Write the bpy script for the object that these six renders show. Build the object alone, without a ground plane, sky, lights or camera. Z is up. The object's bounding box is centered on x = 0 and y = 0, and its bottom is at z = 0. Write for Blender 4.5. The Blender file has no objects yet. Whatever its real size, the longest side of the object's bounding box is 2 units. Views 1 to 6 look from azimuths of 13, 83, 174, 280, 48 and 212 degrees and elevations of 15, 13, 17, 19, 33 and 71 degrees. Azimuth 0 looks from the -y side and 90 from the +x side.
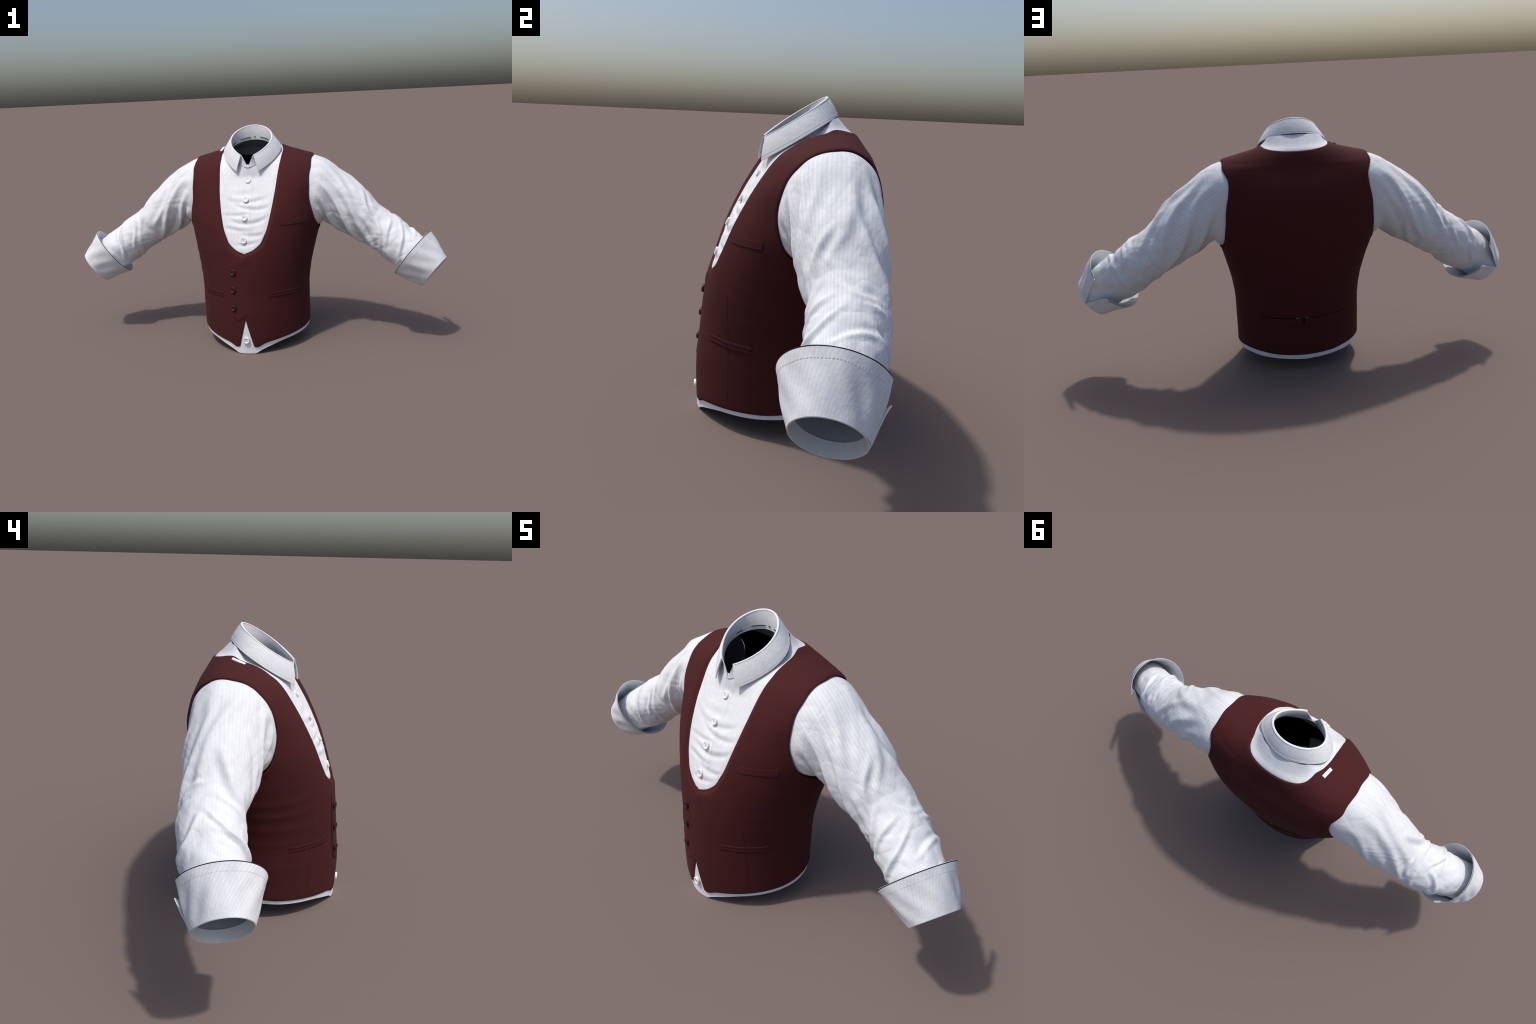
import math, random
import numpy as np

# ------------------------------------------------------------------ helpers
def pchip(xs, ys, x):
    """Smooth monotone interpolation through control points."""
    xs = np.asarray(xs, float); ys = np.asarray(ys, float); x = np.asarray(x, float)
    h = np.diff(xs); d = np.diff(ys) / h
    m = np.zeros(len(xs)); m[0] = d[0]; m[-1] = d[-1]
    for i in range(1, len(xs) - 1):
        if d[i-1] * d[i] > 0:
            w1 = 2*h[i] + h[i-1]; w2 = h[i] + 2*h[i-1]
            m[i] = (w1 + w2) / (w1/d[i-1] + w2/d[i])
    i = np.clip(np.searchsorted(xs, x) - 1, 0, len(xs) - 2)
    t = np.clip((x - xs[i]) / h[i], 0, 1)
    return ((2*t**3 - 3*t**2 + 1)*ys[i] + (t**3 - 2*t**2 + t)*h[i]*m[i]
            + (-2*t**3 + 3*t**2)*ys[i+1] + (t**3 - t**2)*h[i]*m[i+1])

def smooth(a, b, x):
    t = np.clip((np.asarray(x, float) - a) / (b - a), 0, 1)
    return t*t*(3 - 2*t)

def spline(pts, n, closed=False):
    """Catmull-Rom curve through control points, n samples per span."""
    P = np.asarray(pts, float); K = len(P); out = []
    for i in range(K if closed else K - 1):
        g = (lambda j: P[j % K]) if closed else (lambda j: P[min(max(j, 0), K-1)])
        p0, p1, p2, p3 = g(i-1), g(i), g(i+1), g(i+2)
        for t in np.arange(n) / n:
            out.append(.5*((2*p1) + (-p0+p2)*t + (2*p0-5*p1+4*p2-p3)*t*t + (-p0+3*p1-3*p2+p3)*t**3))
    if not closed: out.append(P[-1])
    return np.array(out)

def polygon_distance(P, poly):
    """Signed distance to a closed 2D outline, negative inside."""
    A = poly; Bq = np.roll(poly, -1, 0); d2 = np.full(len(P), 1e9); inside = np.zeros(len(P), bool)
    for a, b in zip(A, Bq):
        ab = b - a; t = np.clip(((P - a) @ ab) / (ab @ ab + 1e-12), 0, 1)
        v = P - a - t[:, None]*ab; d2 = np.minimum(d2, (v*v).sum(1))
        c = (a[1] > P[:, 1]) != (b[1] > P[:, 1])
        with np.errstate(divide='ignore', invalid='ignore'):
            xx = (b[0]-a[0])*(P[:, 1]-a[1])/(b[1]-a[1]) + a[0]
        inside ^= c & (P[:, 0] < xx)
    d = np.sqrt(d2)
    return np.where(inside, -d, d)

# ------------------------------------------------------------------ torso
TZ = [-.02, .1,   .2,   .3,   .4,   .5,   .6,   .7,   .78,  .86,  .92,  .95,  .978, 1.0,  1.02, 1.04, 1.06, 1.1]
TYF = [-.303, -.305, -.302, -.293, -.284, -.270, -.247, -.212, -.172, -.122, -.083, -.058, -.026, .000, .025, .040, .055, .07]
TYB = [.213, .224, .233, .245, .267, .287, .303, .314, .314, .298, .271, .257, .247, .238, .227, .205, .185, .145]
TW = [.293, .292, .291, .291, .301, .322, .345, .360, .362, .362, .358, .345, .313, .248, .177, .140, .122, .100]
TYC = [-.01, -.01, -.01, -.008, .002, .03, .063, .085, .10, .10, .105, .11, .115, .13, .15, .12, .12, .11]
TNF = [1.76, 1.76, 1.76, 1.78, 1.84, 1.92, 2.05, 2.2, 2.4, 2.7, 2.6, 2.4, 2.0, 2, 2, 2, 2, 2]
TNB = [2.1, 2.1, 2.1, 2.1, 2.1, 2.1, 2.3, 2.7, 2.8, 2.9, 3.0, 2.9, 2.3, 2.1, 2, 2, 2, 2]

def table(T, z):
    """Torso table at height z, softened over a finger's width below the shoulder."""
    z = np.asarray(z, float); k = np.array([-2, -1, 0, 1, 2])*.008; wt = np.exp(-.5*(np.array([-2, -1, 0, 1, 2]))**2); wt /= wt.sum()
    soft = sum(w*pchip(TZ, T, z + d) for w, d in zip(wt, k)); f = smooth(.965, .93, z)
    return soft*f + pchip(TZ, T, z)*(1 - f)

def torso_rows():
    return np.concatenate([np.arange(-.02, .90, .0045), np.arange(.90, .96, .003), np.arange(.96, 1.035, .0012), np.arange(1.035, 1.1, .004)])

def torso_grid(quarter=110):
    """Rings of superelliptic cross sections: front point, side tip, back point."""
    Z = torso_rows(); q = quarter; rows = []
    par = [table(T, Z) for T in (TYF, TYB, TW, TYC, TNF, TNB)]
    t = np.linspace(0, np.pi/2, 400)
    for z, yf, yb, w, yc, nf, nb in zip(Z, *par):
        ring = []
        for y1, n in ((yf, nf), (yb, nb)):
            x = w*np.cos(t)**(2/n); y = yc + (y1 - yc)*np.sin(t)**(2/n)
            s = np.concatenate([[0], np.cumsum(np.hypot(np.diff(x), np.diff(y)))])
            u = np.linspace(0, s[-1], q + 1)
            ring.append(np.stack([np.interp(u, s, x), np.interp(u, s, y)], -1))
        f, b = ring
        r = np.concatenate([f[::-1][:-1], b[:-1]])           # front mid -> side -> (back mid)
        r = np.concatenate([r, b[-1:], (r[1:]*[-1, 1])[::-1]])
        rows.append(np.column_stack([r, np.full(len(r), z)]))
    return np.array(rows)                                     # rows x cols x 3

def grid_faces(nr, nc, closed=True):
    m = nc if closed else nc - 1
    i = np.arange(nr - 1)[:, None]; j = np.arange(m)[None, :]; k = (j + 1) % nc
    return np.stack([i*nc + j, i*nc + k, (i+1)*nc + k, (i+1)*nc + j], -1).reshape(-1, 4)

def tri(F): return np.concatenate([F[:, [0, 1, 2]], F[:, [0, 2, 3]]])

def normals(V, T):
    n = np.cross(V[T[:, 1]] - V[T[:, 0]], V[T[:, 2]] - V[T[:, 0]]); N = np.zeros_like(V)
    for k in range(3): np.add.at(N, T[:, k], n)
    return N / (np.linalg.norm(N, axis=1)[:, None] + 1e-12)

def neck_q(P): return np.stack([P[:, 0], P[:, 1] + .55*P[:, 2]], -1)

def torso_side(x, z, front=True):
    """Depth y of the waistcoat body at (x, z), front or back."""
    yf, w, yc, n = [table(T, z) for T in ((TYF if front else TYB), TW, TYC, (TNF if front else TNB))]
    a = np.clip(np.abs(x) / w, 0, .9999)
    return yc + (yf - yc)*(1 - a**n)**(1/n)

def torso_point(x, z, front=True):
    """Point and outward normal on the body."""
    x = np.asarray(x, float); z = np.broadcast_to(np.asarray(z, float), x.shape); e = .002
    y = torso_side(x, z, front); s = -1 if front else 1
    yx = (torso_side(x+e, z, front) - torso_side(x-e, z, front))/(2*e)
    yz = (torso_side(x, z+e, front) - torso_side(x, z-e, front))/(2*e)
    n = np.stack([-s*yx, np.full_like(yx, s), -s*yz], -1)
    return np.stack([x, y, z], -1), n/np.linalg.norm(n, axis=-1)[..., None]

# ------------------------------------------------------------------ outlines on the body
# neck opening of the waistcoat: half width x against q = y + 0.55 z, front to back
NECK_HALF = [(0, .022), (.045, .040), (.082, .070), (.1, .102), (.115, .137), (.128, .193), (.138, .252), (.146, .315),
             (.151, .377), (.157, .452), (.161, .533), (.163, .603), (.157, .662), (.147, .70), (.133, .735),
             (.10, .768), (.055, .783), (0, .788)]
def neck_outline():
    half = spline(NECK_HALF, 5)
    return np.concatenate([half, (half[1:-1]*[-1, 1])[::-1]])
# arm opening in (y, z)
ARM_HOLE = [(.06, .603), (.10, .600), (.15, .613), (.205, .655), (.235, .72), (.249, .80), (.25, .862), (.235, .915),
            (.194, .956), (.151, .9755), (.106, .9765), (.055, .966), (.017, .947), (-.02, .912), (-.048, .868),
            (-.064, .813), (-.070, .758), (-.060, .70), (-.045, .665), (-.028, .645), (.0, .626), (.03, .611)]
def arm_outline():
    c = spline(ARM_HOLE, 5, closed=True)
    for _ in range(6): c = .5*c + .25*(np.roll(c, 1, 0) + np.roll(c, -1, 0))
    return c
# hem heights against the angle round the body (0 = front)
HEM_A = [0, .116, .187, .26, .342, .497, .773, 1.07, 1.30, 1.51, 1.74, 1.95, 2.28, 2.57, 3.1416]
HEM_Z = [.046, .040, .036, .045, .055, .063, .072, .079, .084, .091, .097, .101, .096, .088, .083]
TAIL_A = [0, .135, .263, .38, .714, 1.0, 1.23, 1.46, 1.95, 2.28, 3.1416]
TAIL_Z = [0, .000, .018, .031, .054, .061, .066, .072, .078, .071, .059]
def hem_height(P, A, H): return pchip(A, H, np.arctan2(np.abs(P[:, 0]), -P[:, 1]))

def fields(P):
    f = {}
    f['neck'] = polygon_distance(neck_q(P), neck_outline())
    # behind the shoulders the opening is set by height instead
    back = .8*(pchip([0, .055, .10, .135, .16, .30], [1.0145, 1.0165, 1.0220, 1.0295, 1.036, 1.10], np.abs(P[:, 0])) - P[:, 2])
    k = smooth(.125, .185, P[:, 1])
    f['neck'] = f['neck']*(1 - k) + back*k
    arm = polygon_distance(P[:, 1:], arm_outline())
    f['arm'] = np.where(np.abs(P[:, 0]) > .24, arm, .2)
    f['hem'] = P[:, 2] - hem_height(P, HEM_A, HEM_Z)
    f['tail'] = P[:, 2] - hem_height(P, TAIL_A, TAIL_Z)
    notch = np.abs(P[:, 0]) - .26*(.186 - P[:, 2])
    f['notch'] = np.where(P[:, 1] < 0, notch, .2)
    return f

def clip(V, T, F, key):
    """Cut a triangle mesh along field F[key] = 0, keep the positive side."""
    f = F[key].copy(); f[np.abs(f) < 2e-5] = 2e-5
    pos = f > 0; cnt = pos[T].sum(1)
    keep = T[cnt == 3]; new_t = []; cache = {}; extra = []; n0 = len(V)
    def mid(a, b):
        k = (a, b) if a < b else (b, a)
        if k not in cache:
            a_, b_ = k; t = f[a_]/(f[a_] - f[b_]); extra.append((a_, b_, t)); cache[k] = n0 + len(extra) - 1
        return cache[k]
    for tr in T[(cnt == 1) | (cnt == 2)]:
        p = pos[tr]
        if p.sum() == 1:
            i = int(np.argmax(p)); a, b, c = tr[i], tr[(i+1) % 3], tr[(i+2) % 3]
            new_t.append((a, mid(a, b), mid(a, c)))
        else:
            i = int(np.argmin(p)); a, b, c = tr[i], tr[(i+1) % 3], tr[(i+2) % 3]
            ab, ac = mid(a, b), mid(a, c)
            new_t += [(ab, b, c), (ab, c, ac)]
    if extra:
        ia = np.array([e[0] for e in extra]); ib = np.array([e[1] for e in extra]); t = np.array([e[2] for e in extra])
        V = np.concatenate([V, V[ia] + (V[ib] - V[ia])*t[:, None]])
        F = {k: np.concatenate([v, v[ia] + (v[ib] - v[ia])*(t if v.ndim == 1 else t[:, None])]) for k, v in F.items()}
        F[key][n0:] = 0
    T = np.concatenate([keep, np.array(new_t, int).reshape(-1, 3)])
    used = np.unique(T); m = np.full(len(V), -1); m[used] = np.arange(len(used))
    return V[used], m[T], {k: v[used] for k, v in F.items()}

def weld(V, T, F, d=.0009):
    """Merge slivers left by cutting: collapse vertices that share a small cell along the cut."""
    key = np.round(V/d).astype(np.int64); _, first, inv = np.unique(key, axis=0, return_index=True, return_inverse=True)
    inv = inv.ravel()
    T = inv[T]; T = T[(T[:, 0] != T[:, 1]) & (T[:, 1] != T[:, 2]) & (T[:, 0] != T[:, 2])]
    return V[first], T, {k: v[first] for k, v in F.items()}

def shell(V, N, T, thick, rim=0):
    """Closed cloth: outer faces (slot 0), rim (slot 0), inner faces (slot 1)."""
    n = len(V); faces = [tuple(t) for t in T]; mats = [0]*len(T)
    faces += [(t[2]+n, t[1]+n, t[0]+n) for t in T]; mats += [1]*len(T)
    E = np.concatenate([T[:, [0, 1]], T[:, [1, 2]], T[:, [2, 0]]]); S = set(map(tuple, E.tolist()))
    for a, b in S:
        if (b, a) not in S:
            faces.append((b, a, a+n, b+n)); mats.append(rim)
    return np.concatenate([V, V - N*np.reshape(thick, (-1, 1))]), faces, mats

# ------------------------------------------------------------------ offsets of the cloth layers from the body
def edge_inset(P):
    front = smooth(.02, -.10, P[:, 1]) * smooth(.40, .52, P[:, 2])
    return .004 + .007*front, front

def vest_folds(P):
    x, y, z = P.T; d = np.zeros(len(P))
    # soft drag lines over the wearer's right flank, weaker on the other
    for z0, dz, amp, wd in ((.51, .10, .0035, .016), (.455, .08, .0035, .014), (.395, .05, .003, .015), (.33, .02, .0025, .014), (.225, -.02, .002, .016)):
        for sg, g in ((-1, .5), (1, .15)):
            side = smooth(.13, .27, sg*x) * smooth(.16, .02, y)
            zz = z0 - dz*(sg*x - .28)/.15*0.3 + .25*(y + .05)*dz
            d += g*amp*side*np.exp(-((z - zz)/wd)**2)
    # slight hollow under the shoulder blades and small-scale unevenness
    d += .0012*np.sin(9*x + 3*z)*np.sin(11*z + 2)*smooth(1.0, .9, z)
    return d

BIB_FOLDS = [(.815, .012, .0022, .012, -.02, .07), (.775, .016, .0042, .010, .0, .10), (.742, .020, .0048, .010, .02, .10),
             (.712, .010, .0035, .009, -.05, .07), (.672, .022, .0050, .011, .02, .10), (.640, .004, .0040, .010, -.04, .07),
             (.612, .020, .0036, .010, .04, .07), (.568, .012, .0030, .010, .01, .06), (.90, .0, .0012, .012, .05, .05)]
def bib_folds(x, z):
    d = np.zeros(np.shape(x))
    for z0, sag, amp, wd, xc, xw in BIB_FOLDS:
        zz = z0 + sag*((x - xc)/.1)**2 + .12*(x - xc)*np.sin(z0*57)
        d = d - amp*np.exp(-((z - zz)/wd)**2)*np.exp(-((x - xc)/xw)**4) + .4*amp*np.exp(-((z - zz - 1.9*wd)/wd)**2)*np.exp(-((x - xc)/xw)**4)
    return d

def shirt_inset(P, neck):
    e, front = edge_inset(P)
    base = e + .002 + .005*front*smooth(0, -.06, neck)
    base = base - .030*np.exp(-(P[:, 0]/.07)**2)*smooth(.885, .948, P[:, 2])*smooth(.0, -.03, P[:, 1])
    return base - bib_folds(P[:, 0], P[:, 2])*smooth(.0, -.12, P[:, 1])*smooth(.0, -.02, neck)

def shirt_front(x, z, lift=0):
    P, N = torso_point(x, z); sh = P.shape; P = P.reshape(-1, 3); N = N.reshape(-1, 3)
    nk = polygon_distance(neck_q(P), neck_outline()); 
    low = P[:, 2] < .3
    ins = np.where(low, .006, shirt_inset(P, nk))
    return (P - N*(ins - np.ravel(lift))[:, None]).reshape(sh), N.reshape(sh)

# ------------------------------------------------------------------ sleeve
SLEEVE = [  # centre, axis, radius up, radius across
    ((.3115, .0996, .8026), (.993, .000, -.119), .1637, .1514),
    ((.3717, .0991, .7822), (.976, -.010, -.219), .1462, .1392),
    ((.4470, .0987, .7377), (.905, -.031, -.423), .1315, .1310),
    ((.5119, .0955, .6872), (.816, -.047, -.577), .1245, .1261),
    ((.5691, .0929, .6390), (.799, -.050, -.599), .1125, .1185),
    ((.6302, .0920, .5951), (.799, -.050, -.599), .1063, .1090),
    ((.6952, .0788, .5563), (.797, -.072, -.599), .1043, .1112),
    ((.7535, .0601, .5093), (.792, -.125, -.597), .1050, .1100),
    ((.8076, .0390, .4728), (.783, -.188, -.593), .1050, .1010),
    ((.8600, .0140, .4400), (.773, -.240, -.588), .0990, .0935),
    ((.9170, -.0080, .3920), (.768, -.263, -.583), .0955, .0900)]

def frame(n):
    n = np.asarray(n, float); n = n/np.linalg.norm(n)
    u = np.array([0, 0, 1.]) - n*n[2]; u /= np.linalg.norm(u)
    return n, u, np.cross(n, u)

def sleeve_folds(s, a, which):
    """Drape and elbow folds. s = 0 shoulder .. 1 wrist, a = 0 top, 90 front, 180 under, 270 back (degrees)."""
    if which == 'left':
        L = [(.07, 98, .42, 172, .055, 13, .0085), (.08, 72, .50, 160, .045, 11, .0085), (.07, 122, .34, 188, .04, 11, .007),
             (.10, 50, .58, 138, .045, 11, .0070), (.12, 28, .46, 84, .05, 12, .0055), (.09, 345, .42, 30, .05, 14, .0045),
             (.10, 330, .46, 262, .06, 13, .0060), (.12, 300, .55, 215, .05, 12, .0060), (.22, 350, .54, 300, .05, 12, .0050),
             (.08, 270, .36, 205, .05, 12, .0055), (.30, 20, .52, 70, .04, 11, .005),
             (.50, 60, .66, 150, .030, 9, .0070), (.58, 40, .72, 130, .028, 9, .0075), (.64, 20, .78, 110, .028, 9, .0070),
             (.53, 20, .60, 330, .030, 10, .0065), (.62, 350, .72, 280, .030, 9, .0075), (.70, 330, .80, 250, .030, 9, .0075),
             (.72, 60, .82, 150, .028, 9, .0060), (.66, 250, .60, 190, .03, 10, .0055), (.78, 20, .74, 300, .026, 9, .0055),
             (.80, 200, .74, 270, .028, 9, .005), (.56, 110, .60, 200, .026, 10, .005), (.46, 300, .52, 240, .03, 10, .005)]
        ph = 0.7
    else:
        L = [(.07, 92, .42, 168, .055, 13, .0090), (.08, 62, .46, 148, .05, 12, .0085), (.07, 125, .36, 185, .045, 11, .007),
             (.09, 20, .42, 335, .06, 14, .0065), (.10, 345, .52, 282, .06, 14, .0075), (.10, 312, .44, 240, .05, 12, .0065),
             (.10, 40, .40, 95, .05, 12, .0070), (.30, 10, .50, 60, .05, 12, .0060), (.14, 275, .40, 205, .05, 12, .0055),
             (.40, 40, .60, 120, .035, 10, .0060), (.50, 20, .66, 110, .032, 9, .0075), (.58, 0, .74, 95, .030, 9, .0075),
             (.66, 15, .80, 120, .030, 9, .0070), (.52, 330, .64, 270, .032, 10, .0075), (.60, 345, .76, 285, .030, 9, .0080),
             (.72, 310, .82, 250, .032, 10, .0080), (.70, 140, .80, 200, .028, 9, .005), (.62, 130, .70, 210, .03, 10, .0055),
             (.64, 260, .56, 200, .03, 10, .005), (.44, 350, .52, 300, .03, 10, .005)]
        ph = 2.1
    d = np.zeros(np.broadcast(s, a).shape)
    for i, (s0, a0, s1, a1, ws, wa, amp) in enumerate(L):
        if a1 - a0 > 180: a1 -= 360
        if a0 - a1 > 180: a1 += 360
        # distance to the fold line in a (length, girth) metric, slightly bowed
        X = s*.78; Y = ((a - a0 + 180) % 360 - 180)*.0021; Y = np.where(True, Y, Y)
        x0, y0, x1, y1 = s0*.78, 0., s1*.78, (a1 - a0)*.0021
        Ya = ((a - (a0 + a1)/2 + 180) % 360 - 180)*.0021 + y1/2
        dx, dy = x1 - x0, y1 - y0; ll = dx*dx + dy*dy
        t = ((X - x0)*dx + (Ya - y0)*dy)/ll; tc = np.clip(t, 0, 1)
        bow = .018*np.sin(math.pi*tc)*(1 if i % 2 else -1)
        px = X - x0 - tc*dx; py = Ya - y0 - tc*dy
        side = (px*dy - py*dx)/math.sqrt(ll) - bow
        along = np.where(t < 0, -t, np.where(t > 1, t - 1, 0))*math.sqrt(ll)
        w = .0104 + .0017*(wa - 9)
        fade = np.sin(math.pi*np.clip(.08 + .84*tc, 0, 1))**.7
        prof = np.exp(-(side/w)**2) - .55*np.exp(-((side - 1.9*w)/(1.15*w))**2)
        d += (1.6 if s0 < .45 and s1 < .6 else .9)*amp*prof*np.exp(-(along/.02)**2)*fade
    # unevenness that grows toward the elbow
    ar = np.radians(a)
    g = .35 + .65*smooth(.3, .6, s)
    d += g*(.0016*np.sin(31*s + 2*ar + ph)*np.sin(3*ar - 17*s + ph) + .0012*np.sin(53*s - 3*ar + 2*ph)*np.sin(5*ar + 23*s))
    d += -.0007*np.exp(-((s - .088)/.003)**2)                    # armhole seam
    d += crinkle(s, ar, 11.3 if which == 'left' else 47.9)
    return d*smooth(0, .06, s)*smooth(1.0, .86, s)

def crinkle(s, ar, seed):
    """Irregular creases: long twisted ones on the upper arm, shorter crossing ones toward the elbow."""
    from mathutils import noise
    S, A = np.broadcast_arrays(s, ar); out = np.zeros(S.shape)
    for i in range(S.shape[0]):
        for j in range(S.shape[1]):
            x, a = S[i, j], A[i, j]
            up = 1 - min(1, max(0, (x - .3)/.35))
            t = a + 3.2*x
            n1 = noise.noise((2.3*math.cos(t) + seed, 2.3*math.sin(t), 3.2*x))
            t = a - 4.5*x
            n2 = noise.noise((3.4*math.cos(t) - seed, 3.4*math.sin(t), 4.5*x + 9))
            n3 = noise.noise((1.9*math.cos(a + 2*x) + seed, 1.9*math.sin(a + 2*x) + 5, 17*x))
            n4 = noise.noise((4.2*math.cos(a), 4.2*math.sin(a) + seed, 24*x))
            out[i, j] = (.35 + .65*up)*(.0044*(abs(n1)**.8 - .3) + .0016*(abs(n2)**.8 - .3)) + (1 - .8*up)*(.0034*(abs(n3)**.8 - .3) + .0011*n4)
    return out

def sleeve_grid(which, rows=330, cols=200):
    C = np.array([c for c, *_ in SLEEVE]); Fr = [frame(n) for _, n, _, _ in SLEEVE]
    U = np.array([f[1] for f in Fr]); W = np.array([f[2] for f in Fr]); R = np.array([[r[2], r[3]] for r in SLEEVE])
    k = len(SLEEVE) - 1; sp = 120
    def res(A):
        c = spline(A, sp); return c
    c, u, v, r = res(C), res(U), res(W), res(R)
    ds = np.concatenate([[0], np.cumsum(np.linalg.norm(np.diff(c, axis=0), axis=1))]); ds_len = ds[-1]; ds /= ds[-1]
    S = np.linspace(0, 1, rows)
    it = lambda A: np.stack([np.interp(S, ds, A[:, i]) for i in range(A.shape[1])], -1)
    c, u, v, r = it(c), it(u), it(v), it(r)
    th = np.arange(cols)*2*math.pi/cols
    P = c[:, None] + np.cos(th)[None, :, None]*(r[:, :1]*u)[:, None] + np.sin(th)[None, :, None]*(r[:, 1:]*v)[:, None]
    # root: just inside the arm opening of the waistcoat
    arm = arm_outline(); cy, cz = .0996, .8026
    ang = np.arctan2(-(arm[:, 0] - cy), arm[:, 1] - cz); rad = np.hypot(arm[:, 0] - cy, arm[:, 1] - cz)
    o = np.argsort(ang); ang, rad = ang[o], rad[o]
    tw = (th + math.pi) % (2*math.pi) - math.pi
    rr = np.interp(tw, np.concatenate([[ang[-1] - 2*math.pi], ang, [ang[0] + 2*math.pi]]), np.concatenate([[rad[-1]], rad, [rad[0]]])) - .003
    low = np.clip(-np.cos(th), 0, 1)
    root = np.stack([.294 + .030*low**2, cy - rr*np.sin(th), cz + rr*np.cos(th)], -1)
    w = (1 - smooth(0, .16, S))[:, None, None]
    # hand end: take over the outline of the cuff's fold
    nn, uu, vv = frame(CUFF_AXIS); re_ = ellipse_radius(CUFF_END, uu, vv, th) - .0030
    hand = np.array(CUFF_END[0]) - nn*.028 + (np.cos(th)*re_)[:, None]*uu + (np.sin(th)*re_)[:, None]*vv
    k2 = smooth(.88, 1.0, S)[:, None, None]; back = (S[:, None, None] - 1)*(ds_len)*nn
    P = P*(1 - k2) + (hand[None] + back)*k2
    lead = np.zeros((rows, 1, 3)); lead[:, 0, 0] = S*.75
    P = P*(1 - w) + (root[None] + lead)*w
    T = tri(grid_faces(rows, cols)); N = normals(P.reshape(-1, 3), T).reshape(P.shape)
    if ((P - c[:, None])*N).sum() < 0: N = -N
    d = sleeve_folds(S[:, None], np.degrees(th)[None, :], which)
    return P + N*d[..., None], N, c

# ------------------------------------------------------------------ turned-back cuff
CUFF_AXIS = (.768, -.263, -.583)
CUFF_RIM = ((.8345, .0212, .4629), (.1527, (.19, -.761, .62)), (.1395, (.611, .586, .532)))
CUFF_END = ((.9396, -.0159, .3754), (.1020, (.339, -.617, .711)), (.0909, (.545, .744, .386)))
def ellipse_radius(ell, u, v, phi):
    M = np.zeros((2, 2))
    for r, e in ell[1:]:
        d = np.array([np.dot(e, u), np.dot(e, v)]); d /= np.linalg.norm(d); M += np.outer(d, d)/r**2
    D = np.stack([np.cos(phi), np.sin(phi)], -1)
    return 1/np.sqrt(np.einsum('...i,ij,...j', D, M, D))

# ------------------------------------------------------------------ collar
def collar_fold(t):
    return np.stack([.104*np.sin(t) + .0156*np.sin(2*t) - .004*np.sin(3*t), .012 + .112*np.cos(t) + .0052*np.cos(2*t),
                     1.0618 + .0741*np.cos(t) + .0025*np.cos(2*t)], -1)
def collar_leaf_edge(t):
    return np.stack([.1419*np.sin(t) - .0056*np.sin(2*t) - .0114*np.sin(3*t), .0388 + .142*np.cos(t) - .0129*np.cos(2*t),
                     1.0061 + .088*np.cos(t) - .0144*np.cos(2*t)], -1)
def collar_base(t):
    p = collar_fold(t); f = .5 - .5*np.cos(t)
    return np.stack([p[..., 0]*(1 + .05*f*(1-f)*4), p[..., 1] + .011*f, 1.0035 + .0585*np.cos(t) - .008*f**3], -1)
# cut where the shirt body meets the neck band, in plan
NECK_CUT = [(0, -.066), (.03, -.0615), (.05, -.056), (.09, -.041), (.125, -.010), (.140, .05), (.135, .10), (.10, .145), (.05, .163), (0, .168)]
def neck_cut():
    half = spline(NECK_CUT, 6)
    return np.concatenate([half, (half[1:-1]*[-1, 1])[::-1]])

# ================================================================== blender
import bpy
from mathutils import Matrix, Vector
random.seed(7)

# ------------------------------------------------------------------ materials
def new_material(name):
    m = bpy.data.materials.new(name); m.use_nodes = True
    nt = m.node_tree; b = nt.nodes['Principled BSDF']
    return m, nt, b
def node(nt, kind, **kw):
    n = nt.nodes.new(kind)
    for k, v in kw.items():
        if hasattr(n, k): setattr(n, k, v)
        else: n.inputs[k].default_value = v
    return n
def math_node(nt, op, a, b=None):
    n = nt.nodes.new('ShaderNodeMath'); n.operation = op
    for i, v in enumerate((a, b)):
        if v is None: continue
        if isinstance(v, (int, float)): n.inputs[i].default_value = v
        else: nt.links.new(v, n.inputs[i])
    return n.outputs[0]
def mix_rgb(nt, fac, a, b):
    n = nt.nodes.new('ShaderNodeMix'); n.data_type = 'RGBA'
    for i, v in ((0, fac), (6, a), (7, b)):
        if isinstance(v, (int, float)): n.inputs[i].default_value = v
        elif isinstance(v, tuple): n.inputs[i].default_value = v + (1,)
        else: nt.links.new(v, n.inputs[i])
    return n.outputs[2]

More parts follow.
